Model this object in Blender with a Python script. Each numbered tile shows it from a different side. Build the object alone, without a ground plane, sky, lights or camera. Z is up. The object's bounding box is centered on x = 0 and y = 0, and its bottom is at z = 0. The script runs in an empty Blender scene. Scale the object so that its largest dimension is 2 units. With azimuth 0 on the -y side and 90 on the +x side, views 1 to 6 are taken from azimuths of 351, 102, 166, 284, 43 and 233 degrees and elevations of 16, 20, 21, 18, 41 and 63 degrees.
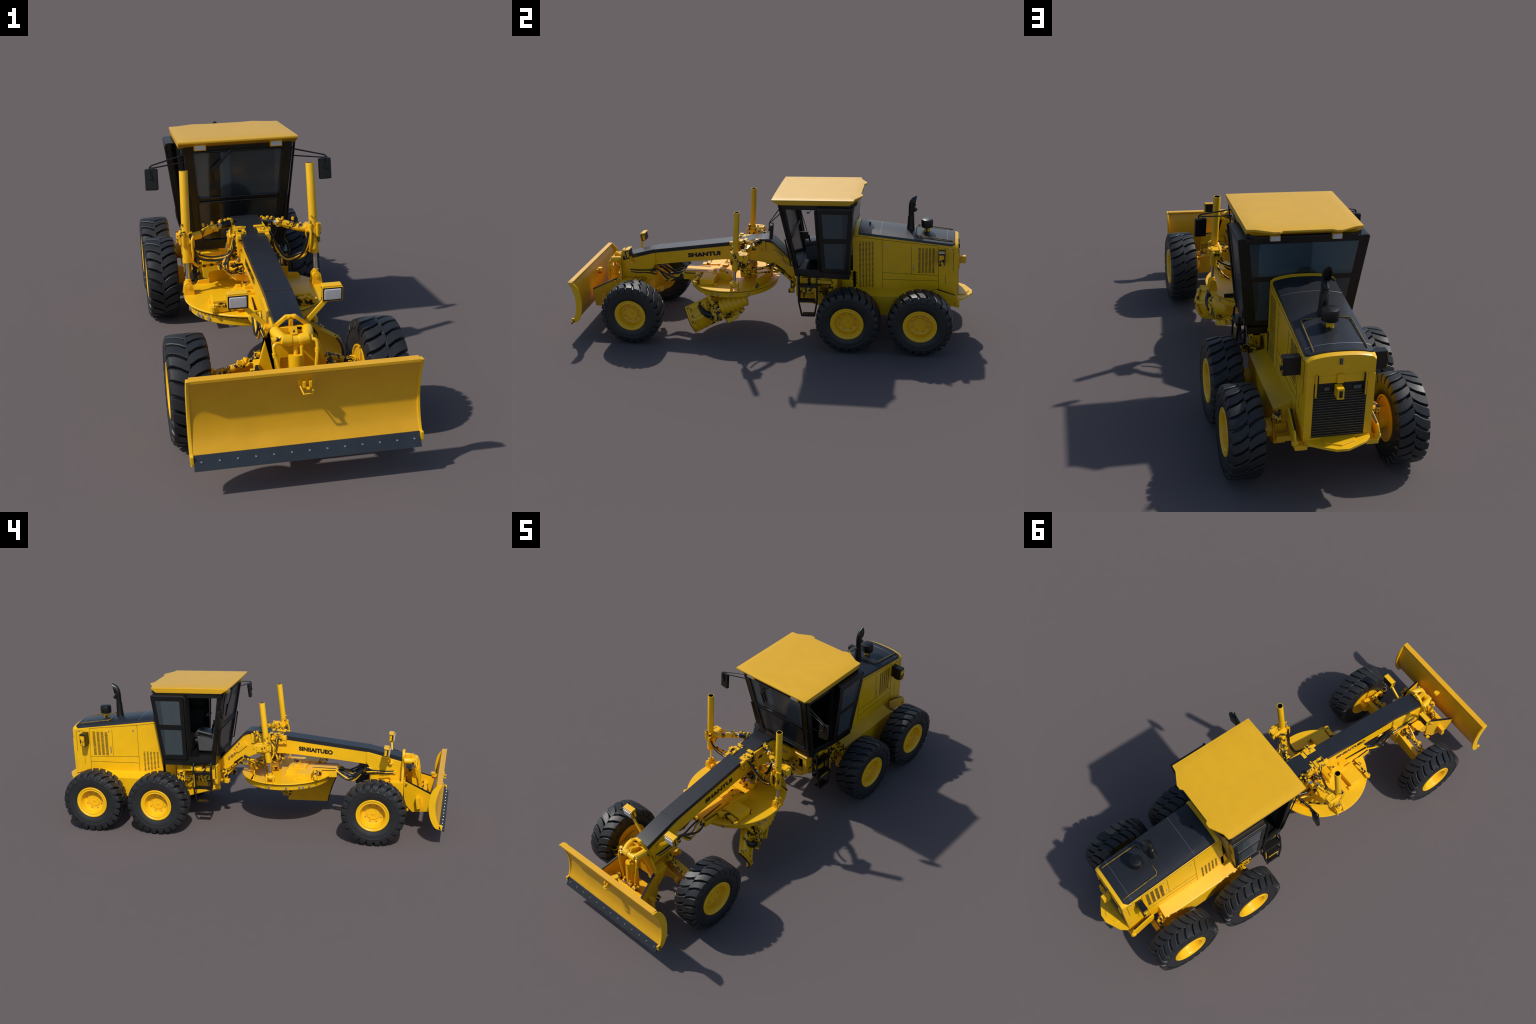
import bpy, bmesh, math, random
from mathutils import Vector, Matrix, Euler
rng = random.Random(7)
V = Vector

# ------------------------------------------------------------------ materials
def mat(name, base, rough=.4, metal=0., var=.06, scale=18., spec=.5, bump=0., bscale=120., patch=None, coat=0.):
    """Principled paint with a faint cloudy tone; patch=(colour, scale, low, high) adds worn/grimy islands."""
    m = bpy.data.materials.new(name); m.use_nodes = True
    nt = m.node_tree; N = nt.nodes; L = nt.links
    b = N['Principled BSDF']
    tc = N.new('ShaderNodeTexCoord')
    nz = N.new('ShaderNodeTexNoise'); nz.inputs['Scale'].default_value = scale; nz.inputs['Detail'].default_value = 4
    L.new(tc.outputs['Object'], nz.inputs['Vector'])
    rp = N.new('ShaderNodeValToRGB')
    rp.color_ramp.elements[0].position = .3; rp.color_ramp.elements[1].position = .7
    rp.color_ramp.elements[0].color = [c * (1 - var) for c in base] + [1]
    rp.color_ramp.elements[1].color = [min(1, c * (1 + var)) for c in base] + [1]
    L.new(nz.outputs['Fac'], rp.inputs['Fac'])
    out = rp.outputs['Color']
    if patch:
        col, sc, lo, hi = patch
        n2 = N.new('ShaderNodeTexNoise'); n2.inputs['Scale'].default_value = sc; n2.inputs['Detail'].default_value = 5
        n2.inputs['Roughness'].default_value = .6
        L.new(tc.outputs['Object'], n2.inputs['Vector'])
        r2 = N.new('ShaderNodeValToRGB')
        r2.color_ramp.elements[0].position = lo; r2.color_ramp.elements[1].position = hi
        r2.color_ramp.elements[0].color = (0, 0, 0, 1); r2.color_ramp.elements[1].color = (1, 1, 1, 1)
        L.new(n2.outputs['Fac'], r2.inputs['Fac'])
        mx = N.new('ShaderNodeMix'); mx.data_type = 'RGBA'
        L.new(r2.outputs['Color'], mx.inputs[0]); L.new(out, mx.inputs[6]); mx.inputs[7].default_value = list(col) + [1]
        out = mx.outputs[2]
    L.new(out, b.inputs['Base Color'])
    b.inputs['Roughness'].default_value = rough; b.inputs['Metallic'].default_value = metal
    b.inputs['Specular IOR Level'].default_value = spec
    b.inputs['Coat Weight'].default_value = coat
    if bump:
        n3 = N.new('ShaderNodeTexNoise'); n3.inputs['Scale'].default_value = bscale; n3.inputs['Detail'].default_value = 3
        L.new(tc.outputs['Object'], n3.inputs['Vector'])
        bp = N.new('ShaderNodeBump'); bp.inputs['Strength'].default_value = bump; bp.inputs['Distance'].default_value = .002
        L.new(n3.outputs['Fac'], bp.inputs['Height']); L.new(bp.outputs['Normal'], b.inputs['Normal'])
    return m

YEL = (.90, .495, .0045)
M_YEL = mat('yellow_paint', YEL, .36, var=.04, bump=.03)
M_ROOF = mat('roof_paint', (.77, .415, .008), .36, var=.03, bump=.10, bscale=260, spec=.68)  # same yellow, base darkened and specular raised to match the roof's washed-out sky sheen
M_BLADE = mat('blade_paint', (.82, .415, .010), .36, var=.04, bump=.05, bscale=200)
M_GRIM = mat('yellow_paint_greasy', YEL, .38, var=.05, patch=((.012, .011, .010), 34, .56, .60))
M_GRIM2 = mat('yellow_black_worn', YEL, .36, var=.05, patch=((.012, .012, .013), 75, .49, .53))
M_BLK = mat('black_paint', (.0058, .0056, .0054), .36, var=.25)
M_COV = mat('black_cover_paint', (.016, .018, .023), .36, var=.12, bump=.04)
M_RUB = mat('tyre_rubber', (.0165, .0175, .0195), .47, var=.15, scale=30, bump=.15, bscale=160)
M_EDGE = mat('wear_steel', (.028, .034, .042), .42, var=.15, metal=.2)
M_CHR = mat('bright_steel', (.62, .63, .65), .22, metal=.9, var=.05)
M_BOLT = mat('bolt_steel', (.45, .42, .36), .35, metal=.6, var=.2)
M_HOSE = mat('hose_rubber', (.012, .012, .013), .32, var=.2)
M_LENS = mat('lamp_lens', (.62, .63, .66), .25, var=.05, scale=60, bump=.2, bscale=300)
M_GREY = mat('grey_console', (.09, .09, .092), .55, var=.08)
M_DARK = mat('dark_recess', (.008, .008, .008), .6, var=.3)
M_SEAM = mat('panel_gap', (.05, .03, .004), .6, var=.3)
M_SLAT = mat('grille_slat', (.11, .075, .028), .5, var=.35, scale=60)
M_LOUV = mat('louvre_slot', (.040, .024, .008), .6, var=.6, scale=90)
M_BRASS = mat('rail_paint', (.20, .125, .02), .35, var=.5, scale=60)
M_RED = mat('red_paint', (.5, .03, .012), .4)

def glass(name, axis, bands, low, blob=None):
    """opaque pane: sky reflections and seen-through posts painted as upright bands, darkened below the sill, with a painted seat shape.
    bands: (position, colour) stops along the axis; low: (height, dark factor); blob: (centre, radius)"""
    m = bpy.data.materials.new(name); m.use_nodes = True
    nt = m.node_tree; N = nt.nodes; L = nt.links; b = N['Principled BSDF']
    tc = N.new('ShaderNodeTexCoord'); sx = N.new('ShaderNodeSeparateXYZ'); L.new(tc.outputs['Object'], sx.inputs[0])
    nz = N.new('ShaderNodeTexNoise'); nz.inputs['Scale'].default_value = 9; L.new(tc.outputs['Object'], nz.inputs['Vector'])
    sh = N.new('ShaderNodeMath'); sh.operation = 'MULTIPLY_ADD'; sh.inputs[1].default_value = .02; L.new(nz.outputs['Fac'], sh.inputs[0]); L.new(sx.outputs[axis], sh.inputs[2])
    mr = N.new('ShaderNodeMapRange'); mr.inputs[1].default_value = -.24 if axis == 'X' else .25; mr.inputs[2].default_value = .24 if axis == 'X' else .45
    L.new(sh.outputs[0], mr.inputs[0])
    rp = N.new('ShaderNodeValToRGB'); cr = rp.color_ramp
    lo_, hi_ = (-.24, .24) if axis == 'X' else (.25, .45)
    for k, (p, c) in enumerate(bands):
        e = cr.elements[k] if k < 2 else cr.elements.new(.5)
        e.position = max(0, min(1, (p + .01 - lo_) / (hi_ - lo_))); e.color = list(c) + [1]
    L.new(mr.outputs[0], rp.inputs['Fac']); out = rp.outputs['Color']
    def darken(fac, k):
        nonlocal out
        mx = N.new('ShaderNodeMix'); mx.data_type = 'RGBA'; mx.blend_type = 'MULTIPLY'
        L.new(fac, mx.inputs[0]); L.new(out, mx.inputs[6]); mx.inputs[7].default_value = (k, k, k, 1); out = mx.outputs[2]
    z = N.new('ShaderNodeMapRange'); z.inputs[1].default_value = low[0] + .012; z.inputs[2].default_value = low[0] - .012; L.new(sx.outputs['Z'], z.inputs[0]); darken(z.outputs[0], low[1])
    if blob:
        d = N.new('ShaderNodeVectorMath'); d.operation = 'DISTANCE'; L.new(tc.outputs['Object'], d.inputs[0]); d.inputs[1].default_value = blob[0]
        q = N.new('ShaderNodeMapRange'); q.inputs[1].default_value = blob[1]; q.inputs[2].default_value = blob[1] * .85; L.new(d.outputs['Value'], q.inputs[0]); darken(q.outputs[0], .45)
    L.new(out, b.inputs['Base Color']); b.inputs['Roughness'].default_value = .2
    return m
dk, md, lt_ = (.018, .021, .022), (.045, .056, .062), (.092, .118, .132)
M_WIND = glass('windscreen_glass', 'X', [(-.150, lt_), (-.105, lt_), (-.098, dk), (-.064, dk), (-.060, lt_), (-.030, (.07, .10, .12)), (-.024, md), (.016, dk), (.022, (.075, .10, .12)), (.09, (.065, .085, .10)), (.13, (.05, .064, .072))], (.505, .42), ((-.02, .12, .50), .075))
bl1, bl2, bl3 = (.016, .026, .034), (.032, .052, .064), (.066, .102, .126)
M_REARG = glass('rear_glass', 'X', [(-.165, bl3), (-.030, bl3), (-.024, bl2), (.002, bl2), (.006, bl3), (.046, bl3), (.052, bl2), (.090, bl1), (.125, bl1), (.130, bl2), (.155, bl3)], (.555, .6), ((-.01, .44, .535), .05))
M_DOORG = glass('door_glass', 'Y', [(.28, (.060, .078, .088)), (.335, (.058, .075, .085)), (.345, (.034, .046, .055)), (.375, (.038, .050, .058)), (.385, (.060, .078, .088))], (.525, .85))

# ------------------------------------------------------------------ mesh builder
def smooth_path(pts, sub):
    """Catmull-Rom through the points"""
    P = [V(p) for p in pts]
    if sub < 2 or len(P) < 3: return P
    Q = [P[0] * 2 - P[1]] + P + [P[-1] * 2 - P[-2]]; out = []
    for i in range(1, len(Q) - 2):
        a, b, c, d = Q[i - 1:i + 3]
        for k in range(sub):
            t = k / sub
            out.append(.5 * (2 * b + (c - a) * t + (2 * a - 5 * b + 4 * c - d) * t * t + (3 * b - a - 3 * c + d) * t ** 3))
    return out + [P[-1]]

def frame_of(d):
    d = d.normalized(); u = d.cross(V((0, 0, 1)))
    if u.length < .05: u = d.cross(V((1, 0, 0)))
    u.normalize(); return u, d.cross(u)

class B:
    def __init__(s, name, parent=None, mats=None, chamfer=0.):
        s.name, s.parent, s.bm, s.mats, s.mi, s.chamfer = name, parent, bmesh.new(), mats if isinstance(mats, list) else [mats], 0, chamfer
    def use(s, i): s.mi = i; return s
    def face(s, vs):
        try: f = s.bm.faces.new(vs); f.material_index = s.mi; return f
        except ValueError: return None
    def hexa(s, lo, hi):
        a = [s.bm.verts.new(p) for p in lo]; b = [s.bm.verts.new(p) for p in hi]; n = len(a)
        s.face(a[::-1]); s.face(b)
        for i in range(n): s.face([a[i], a[(i + 1) % n], b[(i + 1) % n], b[i]])
        return s
    def box(s, c, size, rot=(0, 0, 0), top=1., topy=None):
        x, y, z = [k / 2 for k in size]; R = Euler(rot).to_matrix(); c = V(c); ty = top if topy is None else topy
        q = ((-1, -1), (1, -1), (1, 1), (-1, 1))
        return s.hexa([c + R @ V((a * x, b * y, -z)) for a, b in q], [c + R @ V((a * x * top, b * y * ty, z)) for a, b in q])
    def prism(s, pts, axis, a0, a1, a0s=None):
        """polygon in the plane across the axis, extruded from a0 to a1 (order yz / xz / xy)"""
        def P(p, a): return {'x': (a, p[0], p[1]), 'y': (p[0], a, p[1]), 'z': (p[0], p[1], a)}[axis]
        return s.hexa([P(p, a0) for p in pts], [P(p, a1) for p in (a0s or pts)])
    def loft(s, rings, closed=True, caps=True):
        R = [[s.bm.verts.new(p) for p in r] for r in rings]; n = len(R[0])
        for a, b in zip(R, R[1:]):
            for i in range(n if closed else n - 1): s.face([a[i], a[(i + 1) % n], b[(i + 1) % n], b[i]])
        if caps and closed: s.face(R[0][::-1]); s.face(R[-1])
        return s
    def tube(s, pts, r, n=8, sub=6, caps=True):
        P = smooth_path(pts, sub); rings = []; u = None
        for i, p in enumerate(P):
            d = P[min(i + 1, len(P) - 1)] - P[max(i - 1, 0)]
            if u is None: u, w = frame_of(d)
            else:
                d.normalize(); u = (u - d * u.dot(d)).normalized(); w = d.cross(u)
            rr = r(i / (len(P) - 1)) if callable(r) else r
            rings.append([p + rr * (math.cos(t) * u + math.sin(t) * w) for t in [2 * math.pi * k / n for k in range(n)]])
        return s.loft(rings, True, caps)
    def cyl(s, a, b, r, r2=None, n=20):
        a, b = V(a), V(b); u, w = frame_of(b - a); r2 = r if r2 is None else r2
        T = [2 * math.pi * k / n for k in range(n)]
        return s.loft([[a + r * (math.cos(t) * u + math.sin(t) * w) for t in T], [b + r2 * (math.cos(t) * u + math.sin(t) * w) for t in T]])
    def bar(s, a, b, w, d, nrm):
        """rectangular bar from a to b; width w across, depth d along nrm"""
        a, b, nrm = V(a), V(b), V(nrm); t = (b - a).normalized(); nrm = (nrm - t * nrm.dot(t)).normalized(); u = t.cross(nrm)
        k = ((-1, -1), (1, -1), (1, 1), (-1, 1))
        return s.hexa([a + u * (w / 2 * i) + nrm * (d / 2 * j) for i, j in k], [b + u * (w / 2 * i) + nrm * (d / 2 * j) for i, j in k])
    def rev(s, prof, c, axis, n=48, closed_profile=False):
        """(radius, along) profile turned round the axis through c"""
        c = V(c); A = {'x': V((1, 0, 0)), 'y': V((0, 1, 0)), 'z': V((0, 0, 1))}[axis]
        u, w = {'x': (V((0, 1, 0)), V((0, 0, 1))), 'y': (V((0, 0, 1)), V((1, 0, 0))), 'z': (V((1, 0, 0)), V((0, 1, 0)))}[axis]
        P = prof + ([prof[0]] if closed_profile else [])
        rings = [[c + A * a + r * (math.cos(t) * u + math.sin(t) * w) for t in [2 * math.pi * k / n for k in range(n)]] for r, a in P]
        s.loft(rings, True, False)
        if not closed_profile:
            s.face([v for v in s.bm.verts][-n:]);
        return s
    def done(s, sharp=35, stuff=False, bevel_w=None):
        bm = s.bm
        bmesh.ops.remove_doubles(bm, verts=bm.verts, dist=1e-6)
        bmesh.ops.recalc_face_normals(bm, faces=bm.faces)
        ch = s.chamfer
        if ch:
            ed = [e for e in bm.edges if len(e.link_faces) == 2 and e.calc_face_angle(0) > math.radians(40)]
            bmesh.ops.bevel(bm, geom=ed, offset=ch, segments=2, affect='EDGES', profile=.5, clamp_overlap=True)
        me = bpy.data.meshes.new(s.name); bm.to_mesh(me); bm.free()
        for m in s.mats: me.materials.append(m)
        me.polygons.foreach_set('use_smooth', [True] * len(me.polygons)); me.set_sharp_from_angle(angle=math.radians(sharp))
        ob = bpy.data.objects.new(s.name, me); bpy.context.scene.collection.objects.link(ob)
        if s.parent: ob.parent = s.parent
        if stuff: ob['kind'] = 'stuff'
        if ch:
            md = ob.modifiers.new('weighted', 'WEIGHTED_NORMAL'); md.keep_sharp = True
        return ob

def empty(name, parent=None, loc=(0, 0, 0)):
    e = bpy.data.objects.new(name, None); e.empty_display_size = .05; e.location = loc
    bpy.context.scene.collection.objects.link(e); e.parent = parent; return e

def dup(ob, name, parent, loc=(0, 0, 0), rot=(0, 0, 0), scale=(1, 1, 1)):
    o = ob.copy(); o.name = name; o.parent = parent; o.location = loc; o.rotation_euler = rot; o.scale = scale
    bpy.context.scene.collection.objects.link(o); return o

def mir(pts, s): return [(s * p[0],) + tuple(p[1:]) for p in pts]
SIDES = (1, -1)

def fittings(name, parent, pts, n, size, spread, seed, mix=(.36, .48, .16)):
    """small hydraulic fittings, clips, unions and bolts scattered along a line"""
    r = random.Random(seed); b = B(name, parent, [M_YEL, M_BLK, M_CHR], .0008)
    P = smooth_path(pts, 8)
    for k in range(n):
        c = P[int(r.random() * len(P)) % len(P)] + V([r.uniform(-1, 1) * spread for _ in range(3)])
        q = r.random(); b.use(0 if q < mix[0] else 1 if q < mix[0] + mix[1] else 2); sz = size * r.uniform(.5, 1.15)
        if r.random() < .45: b.box(c, (sz, sz * r.uniform(.6, 1.5), sz * r.uniform(.5, 1.2)), (r.uniform(-.5, .5), r.uniform(-.5, .5), r.uniform(0, 3)))
        else:
            d = V([r.uniform(-1, 1) for _ in range(3)]).normalized() * sz * r.uniform(.5, .9); b.cyl(c - d, c + d, sz * .38, n=9)
    return b.done(40, True)

ROOT = empty('motor_grader')
ROOT['label'] = 'yellow motor grader with black cab and front blade'
ROOT['category'] = 'construction vehicle'

# ------------------------------------------------------------------ wheels
TR = .1540                     # tyre radius over the lugs
KX, KR = .885, TR / .1585      # width and radius factors of the tyre section
def tyre_mesh(slant):
    """24 lugs a side; the two rows meet in a V, or run on as one slant"""
    b = B('tyre', None, M_RUB)
    half = [(.079, .050), (.084, .0575), (.097, .0635), (.112, .0655), (.122, .0645), (.1245, .0655), (.127, .0640), (.138, .0605), (.1435, .054), (.1455, .03), (.1462, 0)]
    half = [(r * KR, x * KX) for r, x in half]
    prof = [(r, -x) for r, x in half] + [(r, x) for r, x in half[::-1][1:]]
    b.rev(prof + [(.074, .045), (.074, -.045)], (0, 0, 0), 'x', 72, True)
    n = 24; pitch = 2 * math.pi / n
    for sd in SIDES:
        for k in range(n):
            th0 = (k + (.5 if sd > 0 else 0)) * pitch
            rings = []
            # stations from the centre line out over the shoulder: x, sweep back, half width, top radius, foot radius
            for x, sw, hw, rt, rb in ((-.007, .01, .034, .1530, .144), (-.001, -.005, .074, .1582, .144), (.008, -.040, .100, .1585, .144), (.026, -.098, .100, .1585, .143),
                                      (.046, -.135, .098, .1572, .141), (.0590, -.150, .094, .1545, .138), (.0655, -.155, .085, .141, .132), (.0662, -.158, .075, .129, .127)):
                x, rt, rb = x * KX, rt * KR, rb * KR
                jit = rng.uniform(-.004, .004)
                c = th0 + (-sw if slant and sd < 0 else sw) * 1.25 + jit
                pts = []
                for dt, r in ((-hw - .018, rb), (-hw, rt - .0012), (-hw + .012, rt), (hw - .012, rt), (hw, rt - .0012), (hw + .018, rb)):
                    t = c + dt
                    # angle measured from the top toward the front (-y): forward roll
                    pts.append((sd * x, -r * math.sin(t), r * math.cos(t)))
                rings.append(pts)
            b.loft(rings)
    return b
def rim_mesh():
    b = B('rim', None, M_YEL)
    # outside face of the wheel (the +x side): deep dish
    out = [(.0745, .05), (.0795, .0575), (.0800, .0605), (.0780, .0630), (.0735, .0630), (.0700, .0600), (.0672, .0590), (.0645, .0600), (.0620, .0595), (.0600, .0570), (.0585, .0530), (.0560, .0300), (.0530, .0235), (.0490, .0215), (.0330, .0215), (.0325, .0200), (.0310, .0200), (.0305, .0235), (.0290, .0250), (.0060, .0255), (.0055, .0285), (.0040, .0292), (.0002, .0292)]
    inn = [(.0745, -.05), (.0790, -.0575), (.0790, -.0610), (.0740, -.0610), (.0700, -.0560), (.0640, -.0300), (.0590, -.0050), (.0500, .0050), (.0300, .0060), (.0300, -.0250), (.0260, -.0300), (.0002, -.0300)]
    out = [(r, a * KX) for r, a in out]; inn = [(r, a * KX) for r, a in inn]
    b.rev(out, (0, 0, 0), 'x', 56); b.rev(inn, (0, 0, 0), 'x', 56)
    b.rev([(.0745, .05), (.0745, -.05)], (0, 0, 0), 'x', 56, False)
    return b
tyre_v = tyre_mesh(False).done(28); tyre_s = tyre_mesh(True).done(28); fresh = {1: True, -1: True}; first_rim = rim_mesh().done(28)
nb = B('lug_nut', None, M_BOLT); nb.cyl((0, 0, 0), (.0045, 0, 0), .0036, .003, 6); first_nut = nb.done(30)
WHEELS = [(.2715, y, TR + .0005) for y in (-.664, .415, .757)]
used = False
for (wx, wy, wz) in WHEELS:
    for sd in SIDES:
        w = empty('wheel', ROOT, (sd * wx, wy, wz))
        spin = rng.uniform(0, .3)
        src = tyre_s if sd > 0 else tyre_v
        ty = src if fresh[sd] else dup(src, 'tyre', w)
        if fresh[sd]: ty.parent = w; fresh[sd] = False
        ri = first_rim if not used else dup(first_rim, 'rim', w)
        if not used: ri.parent = w
        ty.rotation_euler = (spin, 0, 0)
        ri.rotation_euler = (0, 0, 0 if sd > 0 else math.pi)
        for k in range(8):
            a = 2 * math.pi * (k + .5) / 8
            loc = (sd * .0185, .0405 * math.cos(a), .0405 * math.sin(a))
            if not used: o = first_nut; o.parent = w; o.location = loc; used = True
            else: o = dup(first_nut, 'lug_nut', w, loc)
            o.rotation_euler = (0, 0, 0 if sd > 0 else math.pi)

# ------------------------------------------------------------------ main front frame
NECK = .044
frame = B('front_frame', ROOT, M_YEL, .0025)
side = [(-.785, .355), (-.613, .396), (-.21, .446), (-.05, .468), (.0, .468), (.02, .454), (.165, .305), (.165, .20), (.146, .20), (.108, .240), (.030, .322), (-.030, .352), (-.103, .361), (-.20, .361), (-.433, .340), (-.612, .318), (-.785, .30)]
frame.prism(side, 'x', -.0385, .0385)
frame.done()
gus = B('frame_side_plate', ROOT, M_YEL, .002)
for s in SIDES:
    gus.prism([(-.602, .380), (-.601, .335), (-.622, .300), (-.622, .235), (-.655, .236), (-.662, .250), (-.715, .256), (-.728, .242), (-.785, .232), (-.785, .338), (-.61, .384)], 'x', s * .036, s * .0465)
    gus.prism([(-.10, .455), (-.005, .458), (.016, .446), (.165, .298), (.165, .20), (.146, .20), (.110, .238), (.030, .322), (-.03, .350), (-.10, .361)], 'x', s * .036, s * NECK)
gus.box((0, -.70, .245), (.075, .14, .02))
gus.done()
cov = B('frame_cover', ROOT, M_COV, .0012)
st = [(-.783, .357, .020), (-.613, .3985, .016), (-.21, .4495, .017), (-.05, .4715, .014), (.0, .4715, .012), (.021, .457, .006), (.165, .3085, .004)]
def cover_ring(y, z, d, w): return [(-w, y, z - d), (-w, y, z + .0035), (w, y, z + .0035), (w, y, z - d)]
cov.loft([cover_ring(y, z, d, .0405 if y < -.1 else .0455) for y, z, d in st])
cov.done()
seam = B('cover_seam', ROOT, M_SEAM)
for y, z in ((-.613, .4022), (-.185, .4566)): seam.box((0, y, z), (.081, .0012, .0012))
seam.done()

# lettering on both sides of the frame
def lettering(txt, y0, y1, z0, slope, h, sgn, fat):
    cu = bpy.data.curves.new('lettering', 'FONT'); cu.body = txt; cu.size = 1; cu.offset = fat; cu.extrude = .02; cu.space_character = 1.02
    ob = bpy.data.objects.new('lettering', cu); bpy.context.scene.collection.objects.link(ob)
    dg = bpy.context.evaluated_depsgraph_get(); me = bpy.data.meshes.new_from_object(ob.evaluated_get(dg)); bpy.data.objects.remove(ob)
    xs = [v.co.x for v in me.vertices]; ys = [v.co.y for v in me.vertices]
    x0, x1, b0, b1 = min(xs), max(xs), min(ys), max(ys)
    for v in me.vertices:
        u = (v.co.x - x0) / (x1 - x0); q = (v.co.y - b0) / (b1 - b0)
        y = y0 + (y1 - y0) * u
        v.co = V((sgn * (.0386 + v.co.z * .03), y - .1 * q * h * 0, z0 + slope * (y - min(y0, y1)) + q * h))
    me.materials.clear(); me.materials.append(M_BLK)
    o = bpy.data.objects.new('lettering', me); bpy.context.scene.collection.objects.link(o); o.parent = ROOT
    if sgn < 0: me.flip_normals()
    return o
lettering('SHANTUI', -.428, -.256, .3635, .098, .0235, 1, .062)
lettering('SINIIAITUEO', -.262, -.434, .362, .098, .0225, -1, .055)
tri = B('letter_accent', ROOT, M_RED); tri.prism([(-.3735, .3695), (-.3575, .3710), (-.3650, .3800)], 'x', .0386, .0397); tri.done()

# ------------------------------------------------------------------ front push-blade support
ap = B('front_bulkhead', ROOT, M_YEL, .002)
def plate_xz(b, pts, y0, y1): b.prism(pts, 'y', y0, y1)
half_out = [(.014, .388), (.060, .352), (.078, .300), (.093, .245), (.096, .17)]
# plate with a triangular window either side of the centre rib: built from struts and a web
for s in SIDES:
    ap.hexa([(s * x, -.790, z) for x, z in ((0, .388), (.014, .388), (.060, .352), (.052, .344), (.012, .377), (0, .377))], [(s * x, -.778, z) for x, z in ((0, .388), (.014, .388), (.060, .352), (.052, .344), (.012, .377), (0, .377))])
    ap.hexa([(s * x, -.790, z) for x, z in ((0, .377), (.006, .377), (.006, .357), (0, .357))], [(s * x, -.778, z) for x, z in ((0, .377), (.006, .377), (.006, .357), (0, .357))])
    ap.hexa([(s * x, -.790, z) for x, z in ((0, .357), (.030, .357), (.052, .344), (.060, .352), (.078, .300), (.094, .245), (.097, .185), (.04, .19), (.03, .27), (0, .27))], [(s * x, -.778, z) for x, z in ((0, .357), (.030, .357), (.052, .344), (.060, .352), (.078, .300), (.094, .245), (.097, .185), (.04, .19), (.03, .27), (0, .27))])
ap.box((0, -.780, .235), (.07, .006, .08))
ap.done()
arm = B('lift_arm', ROOT, M_YEL, .004)
for s, dz in ((1, 0), (-1, 0)):
    arm.tube([(s * .044, -.780, .346), (s * .040, -.81, .345), (s * .030, -.838, .340)], .0155, 12, 3)
    arm.cyl((s * .0085, -.838, .337), (s * .038, -.838, .341), .0155)
arm.done()
pin = B('lift_pin', ROOT, M_GRIM)
pin.cyl((-.062, -.836, .340), (.046, -.836, .340), .009); pin.cyl((-.01, -.838, .337), (.01, -.838, .337), .013)
pin.box((0, -.812, .352), (.014, .05, .022), (-.45, 0, 0))
pin.done()
lc = B('blade_lift_cylinder', ROOT, M_YEL)
lc.cyl((0, -.838, .335), (0, -.846, .285), .006); lc.cyl((0, -.843, .300), (0, -.858, .145), .0205, .0205); lc.box((0, -.846, .20), (.052, .03, .10), (-.1, 0, 0)); lc.box((0, -.83, .135), (.16, .075, .012)); lc.cyl((.014, -.852, .325), (.017, -.866, .16), .0045)
lc.done()
pipe = B('hydraulic_pipe', ROOT, M_YEL)
pipe.tube([(.038, -.842, .338), (.052, -.848, .337), (.0555, -.852, .322), (.052, -.858, .285), (.040, -.866, .20)], .0048, 8)
pipe.tube([(-.040, -.842, .335), (-.056, -.848, .332), (-.058, -.852, .315), (-.048, -.860, .27), (-.030, -.866, .18)], .0048, 8)
pipe.cyl((.0555, -.852, .316), (.055, -.853, .304), .0065); pipe.cyl((-.058, -.852, .312), (-.056, -.853, .300), .0065)
pipe.done()
sp = B('blade_side_plate', ROOT, M_YEL, .002)
for s in SIDES:
    # plates that splay outwards from the bulkhead to the blade
    yz = [(-.790, .262), (-.928, .207), (-.918, .118), (-.834, .104), (-.795, .145)]
    f = lambda y: .094 + (-.79 - y) * .27
    sp.hexa([(s * (f(y) - .005), y, z) for y, z in yz], [(s * (f(y) + .005), y, z) for y, z in yz])
    sp.prism([(-.732, .244), (-.790, .250), (-.790, .175), (-.765, .19)], 'x', s * .088, s * .098); sp.box((s * .080, -.757, .246), (.034, .06, .006))
sp.done()
cap = B('side_plate_strip', ROOT, M_BLK)
for s in SIDES: cap.bar((s * .0965, -.80, .2605), (s * .1325, -.925, .2115), .008, .004, (0, .37, .93))
cap.done()
cr = B('blade_cross_beam', ROOT, M_YEL, .002); cr.box((0, -.888, .170), (.25, .022, .035)); cr.box((0, -.86, .125), (.22, .05, .02)); cr.done()
cv = B('control_valve', ROOT, M_GRIM2, .002)
for x in (-.055, -.02, .012, .045): cv.box((x, -.872, .188 + rng.uniform(-.004, .004)), (.022, .02, .022)); cv.cyl((x, -.872, .19), (x, -.868, .213), .005, n=8)
cv.done()
bk = B('tie_bracket', ROOT, M_YEL, .002)
for s in SIDES: bk.box((s * .132, -.865, .162), (.034, .019, .056), (-.12, 0, 0))
bk.done()
bd = B('mount_bolt', ROOT, M_GRIM2, .001)
for s in SIDES:
    for y, z in ((-.800, .122), (-.812, .115), (-.806, .250)): bd.cyl((s * .09, y, z), (s * .116, y, z), .006, n=8)
bd.done()

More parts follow.
